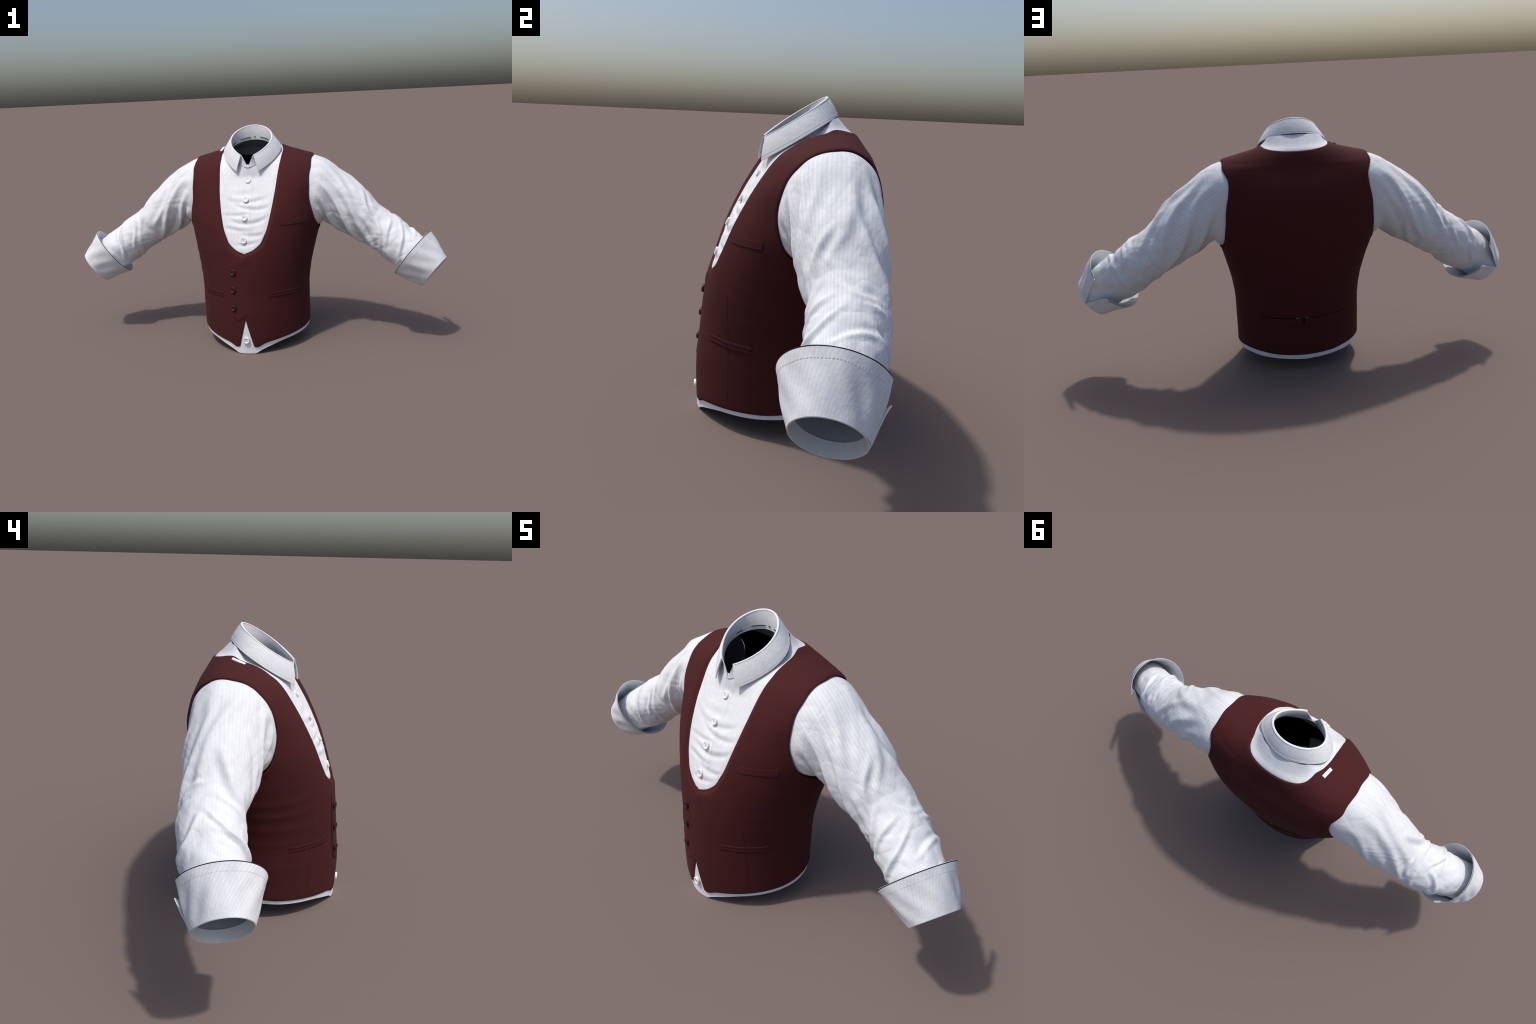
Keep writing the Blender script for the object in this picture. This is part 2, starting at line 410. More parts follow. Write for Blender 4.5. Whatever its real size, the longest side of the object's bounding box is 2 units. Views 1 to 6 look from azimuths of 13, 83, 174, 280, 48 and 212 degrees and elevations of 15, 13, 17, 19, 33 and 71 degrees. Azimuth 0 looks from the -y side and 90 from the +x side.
def shirt_material(name, stripe='x', strength=.25, white=(.80, .81, .82), line=(.50, .545, .61)):
    m, nt, b = new_material(name); L = nt.links
    tc = node(nt, 'ShaderNodeTexCoord'); sep = node(nt, 'ShaderNodeSeparateXYZ'); L.new(tc.outputs['Object'], sep.inputs[0])
    if stripe == 'x': ph = math_node(nt, 'MULTIPLY', sep.outputs[0], 2*math.pi/.0100)
    else:
        ang = math_node(nt, 'ARCTAN2', sep.outputs[0], sep.outputs[1]); ph = math_node(nt, 'MULTIPLY', ang, 70)
    if stripe == 'cuff': ph = math_node(nt, 'ADD', ph, math_node(nt, 'MULTIPLY', sep.outputs[2], 260))
    wob = node(nt, 'ShaderNodeTexNoise'); wob.inputs['Scale'].default_value = 9; L.new(tc.outputs['Object'], wob.inputs['Vector'])
    ph = math_node(nt, 'ADD', ph, math_node(nt, 'MULTIPLY', wob.outputs['Fac'], 3.0))
    s = math_node(nt, 'SINE', ph)
    s = math_node(nt, 'MULTIPLY', math_node(nt, 'ADD', s, 1.0), .5); s = math_node(nt, 'POWER', s, 2.0)
    clo = node(nt, 'ShaderNodeTexNoise'); clo.inputs['Scale'].default_value = 38; clo.inputs['Detail'].default_value = 5
    L.new(tc.outputs['Object'], clo.inputs['Vector'])
    base = mix_rgb(nt, math_node(nt, 'MULTIPLY', clo.outputs['Fac'], .6), white, (.60, .63, .665))
    # faint slanting bands of mottling in the cloth
    dg = node(nt, 'ShaderNodeTexNoise'); dg.inputs['Scale'].default_value = 34; dg.inputs['Detail'].default_value = 2
    mp = node(nt, 'ShaderNodeMapping'); mp.inputs['Rotation'].default_value = (0, math.radians(35), 0); mp.inputs['Scale'].default_value = (2.2, 1, .35)
    L.new(tc.outputs['Object'], mp.inputs['Vector']); L.new(mp.outputs[0], dg.inputs['Vector'])
    base = mix_rgb(nt, math_node(nt, 'MULTIPLY', math_node(nt, 'POWER', dg.outputs['Fac'], 2.0), .55), base, line)
    col = mix_rgb(nt, math_node(nt, 'MULTIPLY', s, strength), base, line)
    L.new(col, b.inputs['Base Color'])
    b.inputs['Roughness'].default_value = .85; b.inputs['Specular IOR Level'].default_value = .2
    b.inputs['Sheen Weight'].default_value = .08
    w1 = node(nt, 'ShaderNodeTexNoise'); w1.inputs['Scale'].default_value = 75; w1.inputs['Detail'].default_value = 3
    L.new(tc.outputs['Object'], w1.inputs['Vector'])
    bp = node(nt, 'ShaderNodeBump'); bp.inputs['Strength'].default_value = .26; bp.inputs['Distance'].default_value = .004
    L.new(w1.outputs['Fac'], bp.inputs['Height']); L.new(bp.outputs[0], b.inputs['Normal'])
    return m

def vest_material(name, col=(.064, .0138, .0142), dark=(.050, .0104, .0108)):
    m, nt, b = new_material(name); L = nt.links
    tc = node(nt, 'ShaderNodeTexCoord'); sep = node(nt, 'ShaderNodeSeparateXYZ'); L.new(tc.outputs['Object'], sep.inputs[0])
    # fine diagonal twill, broken by noise
    ph = math_node(nt, 'MULTIPLY', math_node(nt, 'ADD', math_node(nt, 'ADD', sep.outputs[0], sep.outputs[1]), math_node(nt, 'MULTIPLY', sep.outputs[2], .8)), 2*math.pi/.0075)
    nz = node(nt, 'ShaderNodeTexNoise'); nz.inputs['Scale'].default_value = 60; nz.inputs['Detail'].default_value = 4
    L.new(tc.outputs['Object'], nz.inputs['Vector'])
    ph = math_node(nt, 'ADD', ph, math_node(nt, 'MULTIPLY', nz.outputs['Fac'], 4))
    s = math_node(nt, 'MULTIPLY', math_node(nt, 'ADD', math_node(nt, 'SINE', ph), 1.0), .5)
    f = math_node(nt, 'ADD', math_node(nt, 'MULTIPLY', s, .35), math_node(nt, 'MULTIPLY', nz.outputs['Fac'], .5))
    L.new(mix_rgb(nt, f, col, dark), b.inputs['Base Color'])
    b.inputs['Roughness'].default_value = .85; b.inputs['Specular IOR Level'].default_value = .14
    b.inputs['Sheen Weight'].default_value = .01; b.inputs['Sheen Roughness'].default_value = .5
    bp = node(nt, 'ShaderNodeBump'); bp.inputs['Strength'].default_value = .12; bp.inputs['Distance'].default_value = .002
    w = node(nt, 'ShaderNodeTexNoise'); w.inputs['Scale'].default_value = 300; w.inputs['Detail'].default_value = 3
    L.new(tc.outputs['Object'], w.inputs['Vector']); L.new(w.outputs['Fac'], bp.inputs['Height']); L.new(bp.outputs[0], b.inputs['Normal'])
    return m

def plain_material(name, col, rough=.7, spec=.3, var=.12):
    m, nt, b = new_material(name); L = nt.links
    tc = node(nt, 'ShaderNodeTexCoord'); nz = node(nt, 'ShaderNodeTexNoise'); nz.inputs['Scale'].default_value = 120
    L.new(tc.outputs['Object'], nz.inputs['Vector'])
    L.new(mix_rgb(nt, nz.outputs['Fac'], tuple(c*(1+var) for c in col), tuple(c*(1-var) for c in col)), b.inputs['Base Color'])
    b.inputs['Roughness'].default_value = rough; b.inputs['Specular IOR Level'].default_value = spec
    return m

M_SHIRT = shirt_material('striped_shirt_cotton', 'x')
M_SLEEVE = shirt_material('striped_sleeve_cotton', 'angle', .36)
M_CUFF = shirt_material('striped_cuff_cotton', 'cuff', .32)
M_SLEEVE_R = shirt_material('striped_right_sleeve_cotton', 'angle', .20)
M_PLAIN = shirt_material('collar_cotton', 'x', white=(.78, .79, .80), line=(.56, .595, .65))
M_INNER = shirt_material('shirt_inside', 'x', white=(.74, .76, .78), line=(.68, .70, .74))
M_SLEEVESHADE = plain_material('sleeve_inside_shade', (.36, .39, .42), .9, .1)  # white cotton darkened to imitate the shade deep in the sleeve
M_SHIRTSHADE = plain_material('shirt_inside_shade', (.32, .34, .36))  # white cotton greyed, shade inside the shirt put into the colour
M_VEST = vest_material('burgundy_wool')
M_VESTEDGE = vest_material('burgundy_edge', (.078, .019, .0185), (.064, .015, .015))
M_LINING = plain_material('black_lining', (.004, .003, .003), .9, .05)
M_SHADEBAR = vest_material('burgundy_shade_and_bars', (.014, .003, .003), (.010, .002, .002))  # painted shade above the back strap; also colours the buckle bars
M_BTN = plain_material('pearl_button', (.80, .78, .78), .4, .4, .03)
M_BTNV = plain_material('dark_brown_button', (.030, .013, .013), .42, .35, .2)
M_DISC = plain_material('button_disc_shade', (.10, .09, .09), .8, .1)
M_DISCV = plain_material('dark_disc_and_thread', (.006, .004, .004), .8, .1)
M_THREAD = plain_material('white_thread', (.74, .75, .77), .8, .2, .05)
M_EDGE = plain_material('navy_tape_and_dashes', (.014, .019, .028), .8, .15)  # cuff tape, and the mesh-overlap dashes in the neck band
M_LABEL = plain_material('white_label_cloth', (.85, .85, .85), .8, .2, .02)
M_METAL = plain_material('dull_steel', (.17, .20, .23), .5, .4)

# ------------------------------------------------------------------ object helpers
def make(name, V, faces, mats, parent, mat_ids=None, angle=35, origin=None):
    me = bpy.data.meshes.new(name)
    V = np.asarray(V, float)
    if origin is not None:
        inv = np.array(origin.inverted()); V = V @ inv[:3, :3].T + inv[:3, 3]
    me.from_pydata(V.tolist(), [], [tuple(int(i) for i in f) for f in faces])
    for m in mats: me.materials.append(m)
    if mat_ids is not None: me.polygons.foreach_set('material_index', np.asarray(mat_ids, np.int32))
    me.polygons.foreach_set('use_smooth', np.ones(len(me.polygons), bool))
    me.update(); me.validate()
    if angle: me.set_sharp_from_angle(angle=math.radians(angle))
    ob = bpy.data.objects.new(name, me); bpy.context.collection.objects.link(ob)
    ob.parent = parent
    if origin is not None: ob.matrix_world = origin
    return ob

def empty(name, parent=None):
    e = bpy.data.objects.new(name, None); bpy.context.collection.objects.link(e); e.parent = parent; e.empty_display_size = .1
    return e

def ribbon(path, across, up, half, height, skirt=.004):
    """Raised cloth strip following a path: rounded cross section sitting on the surface."""
    e = min(.12, .0006/half); prof = [(-1, -skirt), (-1, height*.6), (-1 + e, height), (0, height*1.04), (1 - e, height), (1, height*.6), (1, -skirt)]
    V = []; n = len(path); m = len(prof)
    for p, a, u in zip(path, across, up):
        for s, h in prof: V.append(p + a*half*s + u*h)
    F = [(i*m+j, (i+1)*m+j, (i+1)*m+j+1, i*m+j+1) for i in range(n-1) for j in range(m-1)]
    F += [tuple(range(m))[::-1], tuple((n-1)*m + j for j in range(m))]
    return V, F

def strip_on_vest(xz, half, height, front=True, lift=.0, n=14):
    """Strip laid on the waistcoat along points (x, z)."""
    c = spline(xz, n); P, N = torso_point(c[:, 0], c[:, 1], front)
    P = P + N*(vest_folds(P)[:, None] - .004*smooth(.02, .0, np.abs(fields_cheap(P)))[:, None]*0 + lift)
    t = np.gradient(P, axis=0); t /= np.linalg.norm(t, axis=1)[:, None]
    return ribbon(P, np.cross(N, t), N, half, height)
def fields_cheap(P): return np.ones(len(P))

def merge(parts):
    V, F, k = [], [], 0
    for v, f in parts:
        V += [tuple(p) for p in v]; F += [tuple(i + k for i in q) for q in f]; k += len(v)
    return V, F

# ------------------------------------------------------------------ hierarchy
root = empty('shirt_and_waistcoat')
root['label'] = 'burgundy waistcoat over white shirt with rolled cuffs'
root['category'] = 'clothing'

# ------------------------------------------------------------------ body surface and its fields
G = torso_grid(); NR, NC = G.shape[:2]
BV = G.reshape(-1, 3); BT = tri(grid_faces(NR, NC))
BN = normals(BV, BT)
if (BN*(BV - [0, 0, 0])*[1, 1, 0]).sum() < 0: BN = -BN; BT = BT[:, ::-1]
F0 = fields(BV); F0['n'] = BN

# waistcoat
V, T, F = BV, BT, F0
for k in ('neck', 'arm', 'hem', 'notch'):
    V, T, F = clip(V, T, F, k)
    V, T, F = weld(V, T, F)
e, front = edge_inset(V)
N = F['n']/np.linalg.norm(F['n'], axis=1)[:, None]
ins = e*(1 - smooth(0, .004 + .013*front, F['neck'])) 
edge = np.minimum(np.minimum(F['arm'] + .003, F['hem']), F['notch'])
ins = np.maximum(ins, .0035*(1 - smooth(0, .006, edge)))
fold = vest_folds(V)*smooth(0, .03, np.minimum(edge, F['neck']))
fold = fold + .0035*(1 - smooth(0, .022, F['arm']))
VO = V - N*(ins - fold)[:, None]
SV, SF, SM = shell(VO, N, T, .0035)
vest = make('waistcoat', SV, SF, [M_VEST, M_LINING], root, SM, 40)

# shirt: bib and collar yoke seen through the neck opening
V, T, F = BV, BT, dict(F0)
F['bib'] = .035 - F['neck']
F['top'] = polygon_distance(V[:, :2], neck_cut())
for k in ('bib', 'top'):
    V, T, F = clip(V, T, F, k); V, T, F = weld(V, T, F)
N = F['n']/np.linalg.norm(F['n'], axis=1)[:, None]
VO = V - N*shirt_inset(V, F['neck'])[:, None]
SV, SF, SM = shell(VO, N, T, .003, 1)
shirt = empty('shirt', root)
bib = make('shirt_front', SV, SF, [M_SHIRT, M_SHIRTSHADE], shirt, SM, 40)

# shirt tail: hem band below the waistcoat and the gap between its points
V, T, F = BV, BT, dict(F0)
F['low'] = np.maximum(.03 - F['hem'], np.minimum(.24 - V[:, 2], np.minimum(.09 - np.abs(V[:, 0]), -V[:, 1])))
for k in ('tail', 'low'):
    V, T, F = clip(V, T, F, k); V, T, F = weld(V, T, F)
N = F['n']/np.linalg.norm(F['n'], axis=1)[:, None]
SV, SF, SM = shell(V - N*.0065, N, T, .003)
tail = make('shirt_tail', SV, SF, [M_SHIRT, M_INNER], shirt, SM, 40)

# button placket down the shirt front
zz = np.linspace(.905, .53, 120); parts = []
P, N = shirt_front(np.full_like(zz, .001), zz)
t = np.gradient(P, axis=0); t /= np.linalg.norm(t, axis=1)[:, None]
cols = np.linspace(-1, 1, 13); Vp = []
for z in zz:
    x = .001 + .0335*cols
    h = np.where(np.abs(cols) > .99, -.0015, .0016); h = np.where((np.abs(cols) > .80) & (np.abs(cols) < .9), .0007, h)
    p, n = shirt_front(x, np.full_like(x, z), h); Vp.append(p)
Vp = np.array(Vp); Fp = grid_faces(*Vp.shape[:2], closed=False)
make('placket', Vp.reshape(-1, 3), Fp, [M_SHIRT], shirt, angle=50)

# ------------------------------------------------------------------ buttons
def lathe(profile, seg=36):
    V = [(r*math.cos(2*math.pi*j/seg), r*math.sin(2*math.pi*j/seg), h) for r, h in profile for j in range(seg)]
    F = [(i*seg+j, i*seg+(j+1) % seg, (i+1)*seg+(j+1) % seg, (i+1)*seg+j) for i in range(len(profile)-1) for j in range(seg)]
    F.append(tuple(range((len(profile)-1)*seg, len(profile)*seg))); F.append(tuple(range(seg))[::-1])
    return V, F
def button_mesh(name, mats, thread):
    """Unit-radius button with four dark discs for holes, raised rim and sewn thread."""
    V, F = lathe([(.88, -.36), (.97, -.26), (1.0, .05), (.97, .20), (.88, .27), (.78, .26), (.70, .17), (.58, .12), (.30, .10), (.02, .10)])
    M = [0]*len(F); 
    for sx in (-1, 1):
        for sy in (-1, 1):
            v, f = lathe([(.105, .09), (.105, .118), (.02, .119)], 14)  # raised dark disc, coloured to read as a shaded hole
            k = len(V); V += [(x + .2*sx, y + .2*sy, z) for x, y, z in v]; F += [tuple(i+k for i in q) for q in f]; M += [1]*len(f)
    for sx in (-1, 1):                                            # two bars of thread
        pts = [(.2*sx, -.22 + .44*i/6, .11 + .05*math.sin(math.pi*i/6)) for i in range(7)]
        k = len(V)
        for p in pts:
            for j in range(6):
                a = 2*math.pi*j/6; V.append((p[0] + .06*math.cos(a), p[1], p[2] + .05*math.sin(a)))
        F += [(k+i*6+j, k+i*6+(j+1) % 6, k+(i+1)*6+(j+1) % 6, k+(i+1)*6+j) for i in range(6) for j in range(6)]; M += [2]*36
    v, f = lathe([(.16, -1.0), (.16, .0)], 10); k = len(V); V += v; F += [tuple(i+k for i in q) for q in f]; M += [2]*len(f)
    me = bpy.data.meshes.new(name); me.from_pydata(V, [], F)
    for m in mats: me.materials.append(m)
    me.polygons.foreach_set('material_index', M); me.polygons.foreach_set('use_smooth', [True]*len(F)); me.update()
    me.set_sharp_from_angle(angle=math.radians(35))
    return me
def place_button(me, name, top, normal, r, parent, spin):
    n = Vector(normal).normalized(); q = n.to_track_quat('Z', 'Y').to_matrix().to_4x4()
    ob = bpy.data.objects.new(name, me); bpy.context.collection.objects.link(ob); ob.parent = parent
    ob.matrix_world = Matrix.Translation(Vector(top) - n*(.27*r)) @ q @ Matrix.Rotation(spin, 4, 'Z') @ Matrix.Scale(r, 4)
    return ob
me_s = button_mesh('shirt_button', [M_BTN, M_DISC, M_THREAD], True)
me_v = button_mesh('waistcoat_button', [M_BTNV, M_DISCV, M_DISCV], True)
for i, (x, z, ytop, r) in enumerate([(.001, .869, -.116, .0132), (-.001, .780, -.168, .0136), (-.002, .694, -.208, .0142), (-.004, .586, -.240, .0146), (0, .076, -.306, .0160)]):
    _, n = torso_point(np.array([x]), np.array([z])); n = n[0]
    # stand the button on the nearest cloth, at the height where it is seen
    zs = np.linspace(z - .02, z + .03, 80); sp, _ = shirt_front(np.full(80, x), zs)
    i = int(np.argmin(np.abs(sp[:, 2] - z))); top = sp[i] + n*(.0008 + .63*r)
    place_button(me_s, 'button', top, n, 1.06*r, shirt, random.uniform(-.25, .25))
for x, z, y in [(-.057, .431, -.280), (-.059, .341, -.2885), (-.059, .247, -.300)]:
    p, n = torso_point(np.array([x]), np.array([z])); p, n = p[0], n[0]
    place_button(me_v, 'button', p + n*.0125, n, .0150, vest, random.uniform(-.2, .2))

# ------------------------------------------------------------------ waistcoat details
# lapped left front: its edge runs from the neck point out to the button line and back to the lower gap
lap_edge = spline([(.030, .522), (.004, .509), (-.035, .492), (-.068, .474), (-.077, .462), (-.0775, .40), (-.078, .32), (-.078, .245), (-.073, .213), (-.05, .188), (-.030, .176), (-.014, .169)], 12)
P, N = torso_point(lap_edge[:, 0], lap_edge[:, 1]); Vp = []
reach = np.array([.0, .0, .003, .010, .025, .05, .085])
rise = np.array([-.003, .0026, .0036, .0038, .0032, .0014, -.0012])
c0 = np.array([.02, .33])
for (x, z), k in zip(lap_edge, range(len(lap_edge))):
    d = np.array([.055, np.clip(z, .26, .42)]) - np.array([x, z]); d = d/np.linalg.norm(d)
    g = k/(len(lap_edge) - 1); g = float(smooth(-.01, .07, g)*smooth(1.0, .84, g))
    lim = min(1., np.linalg.norm(np.array([.055, np.clip(z, .26, .42)]) - np.array([x, z]))/.087)
    xs = x + d[0]*reach*lim; zs = z + d[1]*reach*lim
    p, n = torso_point(xs, zs); Vp.append(p + n*(rise*g - .0035*(1 - g))[:, None])
Vp = np.array(Vp); make('lapped_front_edge', Vp.reshape(-1, 3), grid_faces(*Vp.shape[:2], closed=False), [M_VEST], vest, angle=60)

# welt pockets
def pocket(xz, half, height, name):
    make(name, *strip_on_vest(xz, half, height, lift=.0005), [M_VEST], vest, angle=22)
for sg in (1, -1):
    ins_, out_ = (.118, .309), (.257, .308)
    mid_ = (.19, .3085)
    for dz in (.0064, -.0064):
        pocket([(sg*ins_[0], ins_[1]+dz), (sg*mid_[0], mid_[1]+dz), (sg*out_[0], out_[1]+dz)], .0046, .0022, 'pocket_welt')
    # waist dart, interrupted by the pocket
    make('dart_seam', *strip_on_vest([(sg*.194, .482), (sg*.196, .40), (sg*.199, .320)], .0011, .0005, lift=.0001), [M_VEST], vest, angle=50)
    make('dart_seam', *strip_on_vest([(sg*.200, .297), (sg*.205, .19), (sg*.209, .082)], .0011, .0005, lift=.0001), [M_VEST], vest, angle=50)
pocket([(.172, .668), (.235, .669), (.293, .671)], .0125, .0019, 'pocket_welt')

# back cinch strap with a small slide buckle
for x0, x1 in ((.188, .012), (-.188, -.001)):
    make('back_strap', *strip_on_vest([(x0, .262), ((x0+x1)/2, .258), (x1, .256)], .0150, .0036, front=False, lift=.0005), [M_VEST], vest, angle=50)
make('strap_shade', *strip_on_vest([(.186, .279), (.10, .276), (.0, .2735), (-.10, .276), (-.186, .279)], .0016, .0005, front=False, lift=.0003), [M_SHADEBAR], vest, angle=50)  # added dark strip imitating the shade along the strap's upper edge
def buckle():
    parts = []
    for x in (.031, -.011):
        z = .2755
        c = np.array([(x - .007, z), (x, z - .0003), (x + .007, z)])
        parts.append(strip_on_vest(c.tolist(), .0009, .0012, front=False, lift=.0025, n=4))
    return merge(parts)
make('buckle', *buckle(), [M_METAL], vest, angle=50)
make('buckle_bar', *merge([strip_on_vest([(x, .272), (x, .258), (x, .243)], .0011, .0006, front=False, lift=.0024, n=4) for x in (.028, .018, .010, .002, -.008)]), [M_SHADEBAR], vest, angle=50)

# white label on the shoulder
def label():
    c = np.array([(-.1647, .0757, 1.0110), (-.1776, .0782, 1.0080), (-.1727, .1290, 1.0225), (-.1592, .1262, 1.0260)])
    n = np.cross(c[1] - c[0], c[3] - c[0]); c[2:, 2] += .003; c[:, 2] += .0022; c[:, 0] -= .010; c[:, 2] -= .0025; n /= np.linalg.norm(n); n = n if n[2] > 0 else -n
    V = np.concatenate([c - n*.004, c + n*.0012])
    return V, [(3, 2, 1, 0), (4, 5, 6, 7), (0, 1, 5, 4), (1, 2, 6, 5), (2, 3, 7, 6), (3, 0, 4, 7)]
make('label', *label(), [M_LABEL], vest, angle=30)

# ------------------------------------------------------------------ collar
def collar_sheet(A, Bc, rows, bulge, thick, outward):
    """Ruled cloth between two edge curves, slightly bowed, with thickness."""
    k = np.linspace(0, 1, rows)[:, None, None]
    S = A[None]*(1 - k) + Bc[None]*k
    T = tri(grid_faces(rows, S.shape[1], closed=False)); N = normals(S.reshape(-1, 3), T).reshape(S.shape)
    c = np.array([0, .02, 1.03])
    if ((S - c)*N*[1, 1, .2]).sum() < 0: N = -N; T = T[:, ::-1]
    S = S + N*(bulge*np.sin(np.pi*k))
    return S.reshape(-1, 3), N.reshape(-1, 3), T
collar = empty('collar', shirt)
t = np.linspace(-1, 1, 121)
tf, tl, tb = t*math.radians(151), t*math.radians(153.5), t*math.radians(180)
fo = collar_fold(tf); le = collar_leaf_edge(tl); ba = collar_base(tb)
S, N, T = collar_sheet(fo, le, 14, .003, .003, 1)
S = S + N*.001
SV, SF, SM = shell(S, N, T, .0045)
make('collar_leaf', SV, SF, [M_PLAIN, M_PLAIN], collar, SM, 50)
inner_c = fo.mean(0)
fo_in = fo + (inner_c - fo)*np.array([1, 1, 0])*.035
S, N, T = collar_sheet(fo_in, ba, 14, -.002, .003, 1)
SV, SF, SM = shell(S + N*.0015, N, T, .0035)
make('collar_stand', SV, SF, [M_PLAIN, M_PLAIN], collar, SM, 50)
# yoke: shirt cloth running up from the shoulders to the neck band, under the leaf
cut = spline(np.array(NECK_CUT)[::-1], 8); cut = np.concatenate([(cut[1:]*[-1, 1])[::-1], cut])          # back in the middle
keepc = cut[:, 1] > -.05; cut = cut[keepc]
top_v = BV[BV[:, 2] > .9]; low = []
for q in cut:
    q2 = np.array([0, .05]) + (q - [0, .05])*1.06
    i = np.argmin(((top_v[:, :2] - q2)**2).sum(1)); low.append([q2[0], q2[1], top_v[i, 2] - .013])
low = np.array(low); ang = np.arctan2(low[:, 0], low[:, 1] - .012)
high = collar_fold(ang)*.25 + collar_base(ang)*.75; high[:, :2] += (high[:, :2] - [0, .02])*.03
kk = np.linspace(0, 1, 12)[:, None, None]; Y = low[None]*(1 - kk) + high[None]*kk
Y[..., 2] -= (.010*np.sin(np.pi*kk))[..., 0]
make('shirt_yoke', Y.reshape(-1, 3), grid_faces(*Y.shape[:2], closed=False), [M_SHIRT], shirt, angle=60)
# rounded fold joining leaf and stand
R = .0046; Vp = []
for i in range(len(fo)):
    c = (fo[i] + fo_in[i])/2; o = fo[i] - fo_in[i]; o[2] = 0; o /= np.linalg.norm(o)
    Vp.append([c + o*R*math.cos(a) + np.array([0, 0, 1])*R*.8*math.sin(a) - np.array([0, 0, .0012]) for a in np.linspace(-.5, math.pi + .5, 12)])
Vp = np.array(Vp); make('collar_fold', Vp.reshape(-1, 3), grid_faces(*Vp.shape[:2], closed=False), [M_PLAIN], collar, angle=60)
# seam stitched a finger's width above the leaf edge
k = .86; ln = fo*(1-k) + le*k
t_ = np.gradient(ln, axis=0); t_ /= np.linalg.norm(t_, axis=1)[:, None]
out = ln - np.array([0, .02, 1.0]); out[:, 2] *= .2; out -= t_*(out*t_).sum(1)[:, None]; out /= np.linalg.norm(out, axis=1)[:, None]
make('collar_seam', *ribbon(ln + out*.0022, np.cross(out, t_), out, .0008, .0007, .003), [M_PLAIN], collar, angle=60)
# dark dashes copying where the stand and shirt meshes cut through each other
parts = []
for a0, a1 in ((-58, -47), (-33, -9), (-2, 2), (13, 36), (48, 60)):
    a = np.radians(np.linspace(a0, a1, 14)); f_ = collar_fold(a); b_ = collar_base(a*1.19)
    ln = f_*.2 + b_*.8; inn = np.array([0, .02, 1.05]) - ln; inn[:, 2] = 0; inn /= np.linalg.norm(inn, axis=1)[:, None]
    t_ = np.gradient(ln, axis=0); t_ /= np.linalg.norm(t_, axis=1)[:, None]
    parts.append(ribbon(ln + inn*.0055, np.cross(inn, t_), inn, .0011, .0012, .006))
make('neckband_clip_dashes', *merge(parts), [M_EDGE], collar, angle=60)

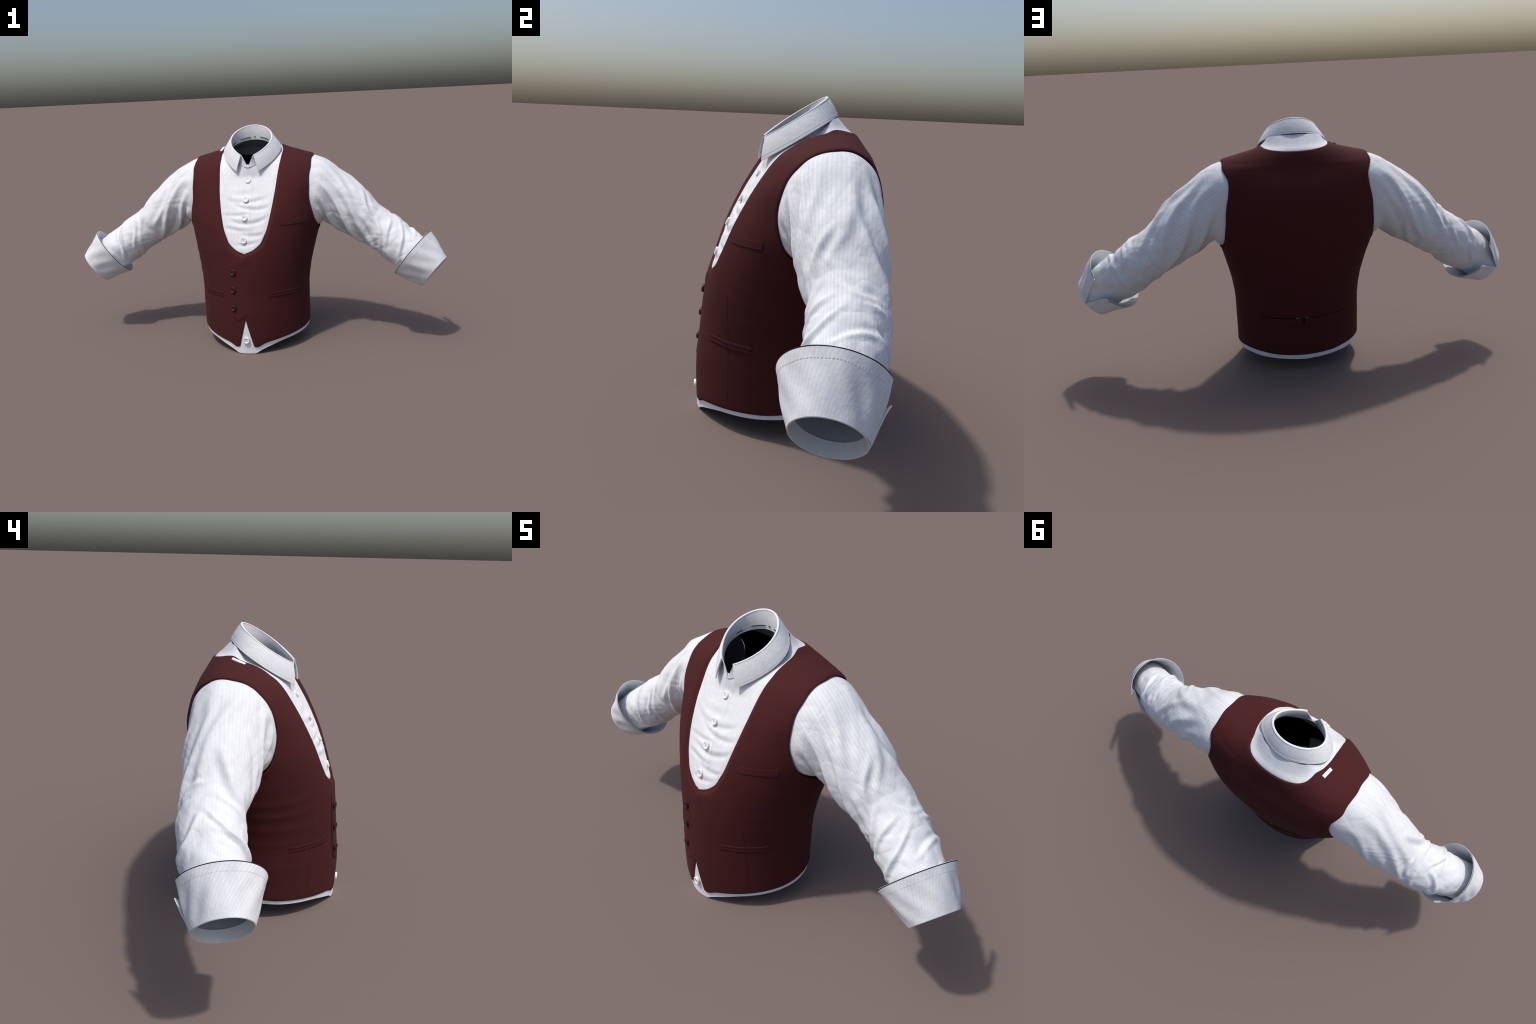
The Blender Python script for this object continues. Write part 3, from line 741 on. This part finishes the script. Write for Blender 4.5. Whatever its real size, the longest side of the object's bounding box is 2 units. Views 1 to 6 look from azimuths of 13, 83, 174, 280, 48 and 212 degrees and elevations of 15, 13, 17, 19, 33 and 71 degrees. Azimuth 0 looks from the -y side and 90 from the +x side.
# ------------------------------------------------------------------ sleeves and cuffs
FLIP = np.array([-1, 1, 1.])
def sleeve(which):
    sg = 1 if which == 'left' else -1
    P, N, C = sleeve_grid(which); nr, nc = P.shape[:2]
    Vv = P.reshape(-1, 3); Nn = N.reshape(-1, 3); F = tri(grid_faces(nr, nc))
    fn = np.cross(Vv[F[:, 1]] - Vv[F[:, 0]], Vv[F[:, 2]] - Vv[F[:, 0]])
    if (fn*Nn[F[:, 0]]).sum() < 0: F = F[:, ::-1]
    if sg < 0: Vv = Vv*FLIP; Nn = Nn*FLIP; F = F[:, ::-1]
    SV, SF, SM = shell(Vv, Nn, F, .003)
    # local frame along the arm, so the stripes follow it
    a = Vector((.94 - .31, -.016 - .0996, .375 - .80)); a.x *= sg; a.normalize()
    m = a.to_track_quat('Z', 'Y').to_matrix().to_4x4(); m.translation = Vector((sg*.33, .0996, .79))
    sl = make('sleeve', SV, SF, [M_SLEEVE if sg > 0 else M_SLEEVE_R, M_SLEEVESHADE], shirt, SM, 50, origin=m)
    # ---- cuff
    n, u, v = frame(CUFF_AXIS); cr, ce = np.array(CUFF_RIM[0]), np.array(CUFF_END[0])
    cols, rows = 140, 26
    w = np.linspace(0, 1, cols)
    ph_r = np.radians(-71 + 320*w); ph_e = np.radians(-92 + 360*w)
    rng = np.random.default_rng(3 if sg > 0 else 8); k = np.linspace(0, 1, rows)
    Q = []
    corner = np.exp(-((1 - w)/.07)**2)                        # lower flap corner is pulled toward the hand
    corner2 = np.exp(-(w/.05)**2)
    for kk in k:                                               # 0 = hand end, 1 = rim
        r_e = ellipse_radius(CUFF_END, u, v, ph_e); r_r = ellipse_radius(CUFF_RIM, u, v, ph_r) - .006*corner - .004*corner2
        pe = ce + (np.cos(ph_e)*r_e)[:, None]*u + (np.sin(ph_e)*r_e)[:, None]*v
        pr = cr + (np.cos(ph_r)*r_r)[:, None]*u + (np.sin(ph_r)*r_r)[:, None]*v + np.outer(.014*corner, n)
        q = pe*(1-kk) + pr*kk
        lap = .004*(1 - kk)*smooth(.12, 0, w)                    # the two ends overlap at the hand
        bump = .0030*np.sin(5.1*ph_r + 2.2*kk + (0 if sg > 0 else 1.7))*math.sin(math.pi*kk) + .0022*np.sin(11*ph_r - 5*kk)*math.sin(math.pi*kk)
        ax = (ce*(1-kk) + cr*kk); od = q - ax; od /= np.linalg.norm(od, axis=1)[:, None]
        Q.append(q + od*(lap + bump)[:, None])
    Q = np.array(Q); F = tri(grid_faces(rows, cols, closed=False)); Qv = Q.reshape(-1, 3); Nn = normals(Qv, F)
    if (Nn*(Qv - (ce+cr)/2)).sum() < 0: Nn = -Nn; F = F[:, ::-1]
    fl = FLIP if sg < 0 else np.ones(3)
    Fx = F[:, ::-1] if sg < 0 else F
    SV, SF, SM = shell(Qv*fl, Nn*fl, Fx, .0035)
    cuff = make('cuff', SV, SF, [M_CUFF, M_INNER], sl, SM, 50, origin=m)
    # navy tape along the rim
    rim = Q[-1]; nr_ = Nn.reshape(Q.shape)[-1]; t_ = np.gradient(rim, axis=0); t_ /= np.linalg.norm(t_, axis=1)[:, None]
    ax_ = (Q[-1] - Q[-2]); ax_ /= np.linalg.norm(ax_, axis=1)[:, None]
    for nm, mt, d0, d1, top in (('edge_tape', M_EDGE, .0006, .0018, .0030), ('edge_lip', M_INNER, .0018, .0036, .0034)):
        V_ = [[p - o_*d0 - a_*.001, p - o_*d0 + a_*top, p - o_*d1 + a_*(top + .0002), p - o_*d1 - a_*.002] for p, a_, o_ in zip(rim[2:-2], ax_[2:-2], nr_[2:-2])]
        V_ = np.array(V_); make(nm, (V_.reshape(-1, 3))*fl, grid_faces(*V_.shape[:2], closed=False), [mt], cuff, angle=50, origin=m)
    # row of stitches below the rim
    row = Q[21]; ds = np.concatenate([[0], np.cumsum(np.linalg.norm(np.diff(row, axis=0), axis=1))])
    cnt = int(ds[-1]/.0085); parts = []
    nn_ = Nn.reshape(Q.shape)[-5]
    for i in range(3, cnt - 3):
        s0, s1 = (i + .12)*.0085, (i + .80)*.0085
        p0 = np.array([np.interp(s0, ds, row[:, j]) for j in range(3)]); p1 = np.array([np.interp(s1, ds, row[:, j]) for j in range(3)])
        o_ = np.array([np.interp(s0, ds, nn_[:, j]) for j in range(3)]); dd = p1 - p0; dl = dd/np.linalg.norm(dd); b_ = np.cross(o_, dl)
        vs = []
        for kx, hh in ((0, .0004), (.3, .0010), (.7, .0010), (1, .0004)):
            for bx in (-1, 1): vs.append((p0 + dd*kx + b_*bx*.0011 + o_*hh)*fl)
        parts.append((vs, [(0, 1, 3, 2), (2, 3, 5, 4), (4, 5, 7, 6)]))
    st = make('stitching', *merge(parts), [M_CUFF], cuff, angle=0, origin=m); st['kind'] = 'stuff'
    # inner facing: first turn of the cuff seen through the hand opening
    Vf = []
    ph = np.linspace(0, 2*math.pi, 96, endpoint=False)
    r_e = ellipse_radius(CUFF_END, u, v, ph)
    for d_, rr, in ((-.0005, -.0005), (.0012, -.0016), (.0006, -.0034), (-.010, -.0048), (-.022, -.0062), (-.038, -.0090), (-.0382, -.0050)):
        c_ = ce + n*d_; Vf.append(c_ + (np.cos(ph)*(r_e + rr))[:, None]*u + (np.sin(ph)*(r_e + rr))[:, None]*v)
    Vf = np.array(Vf); fc = grid_faces(len(Vf), 96)
    make('cuff_facing', Vf.reshape(-1, 3)*fl, fc, [M_INNER], cuff, angle=60, origin=m)
for wch in ('left', 'right'): sleeve(wch)
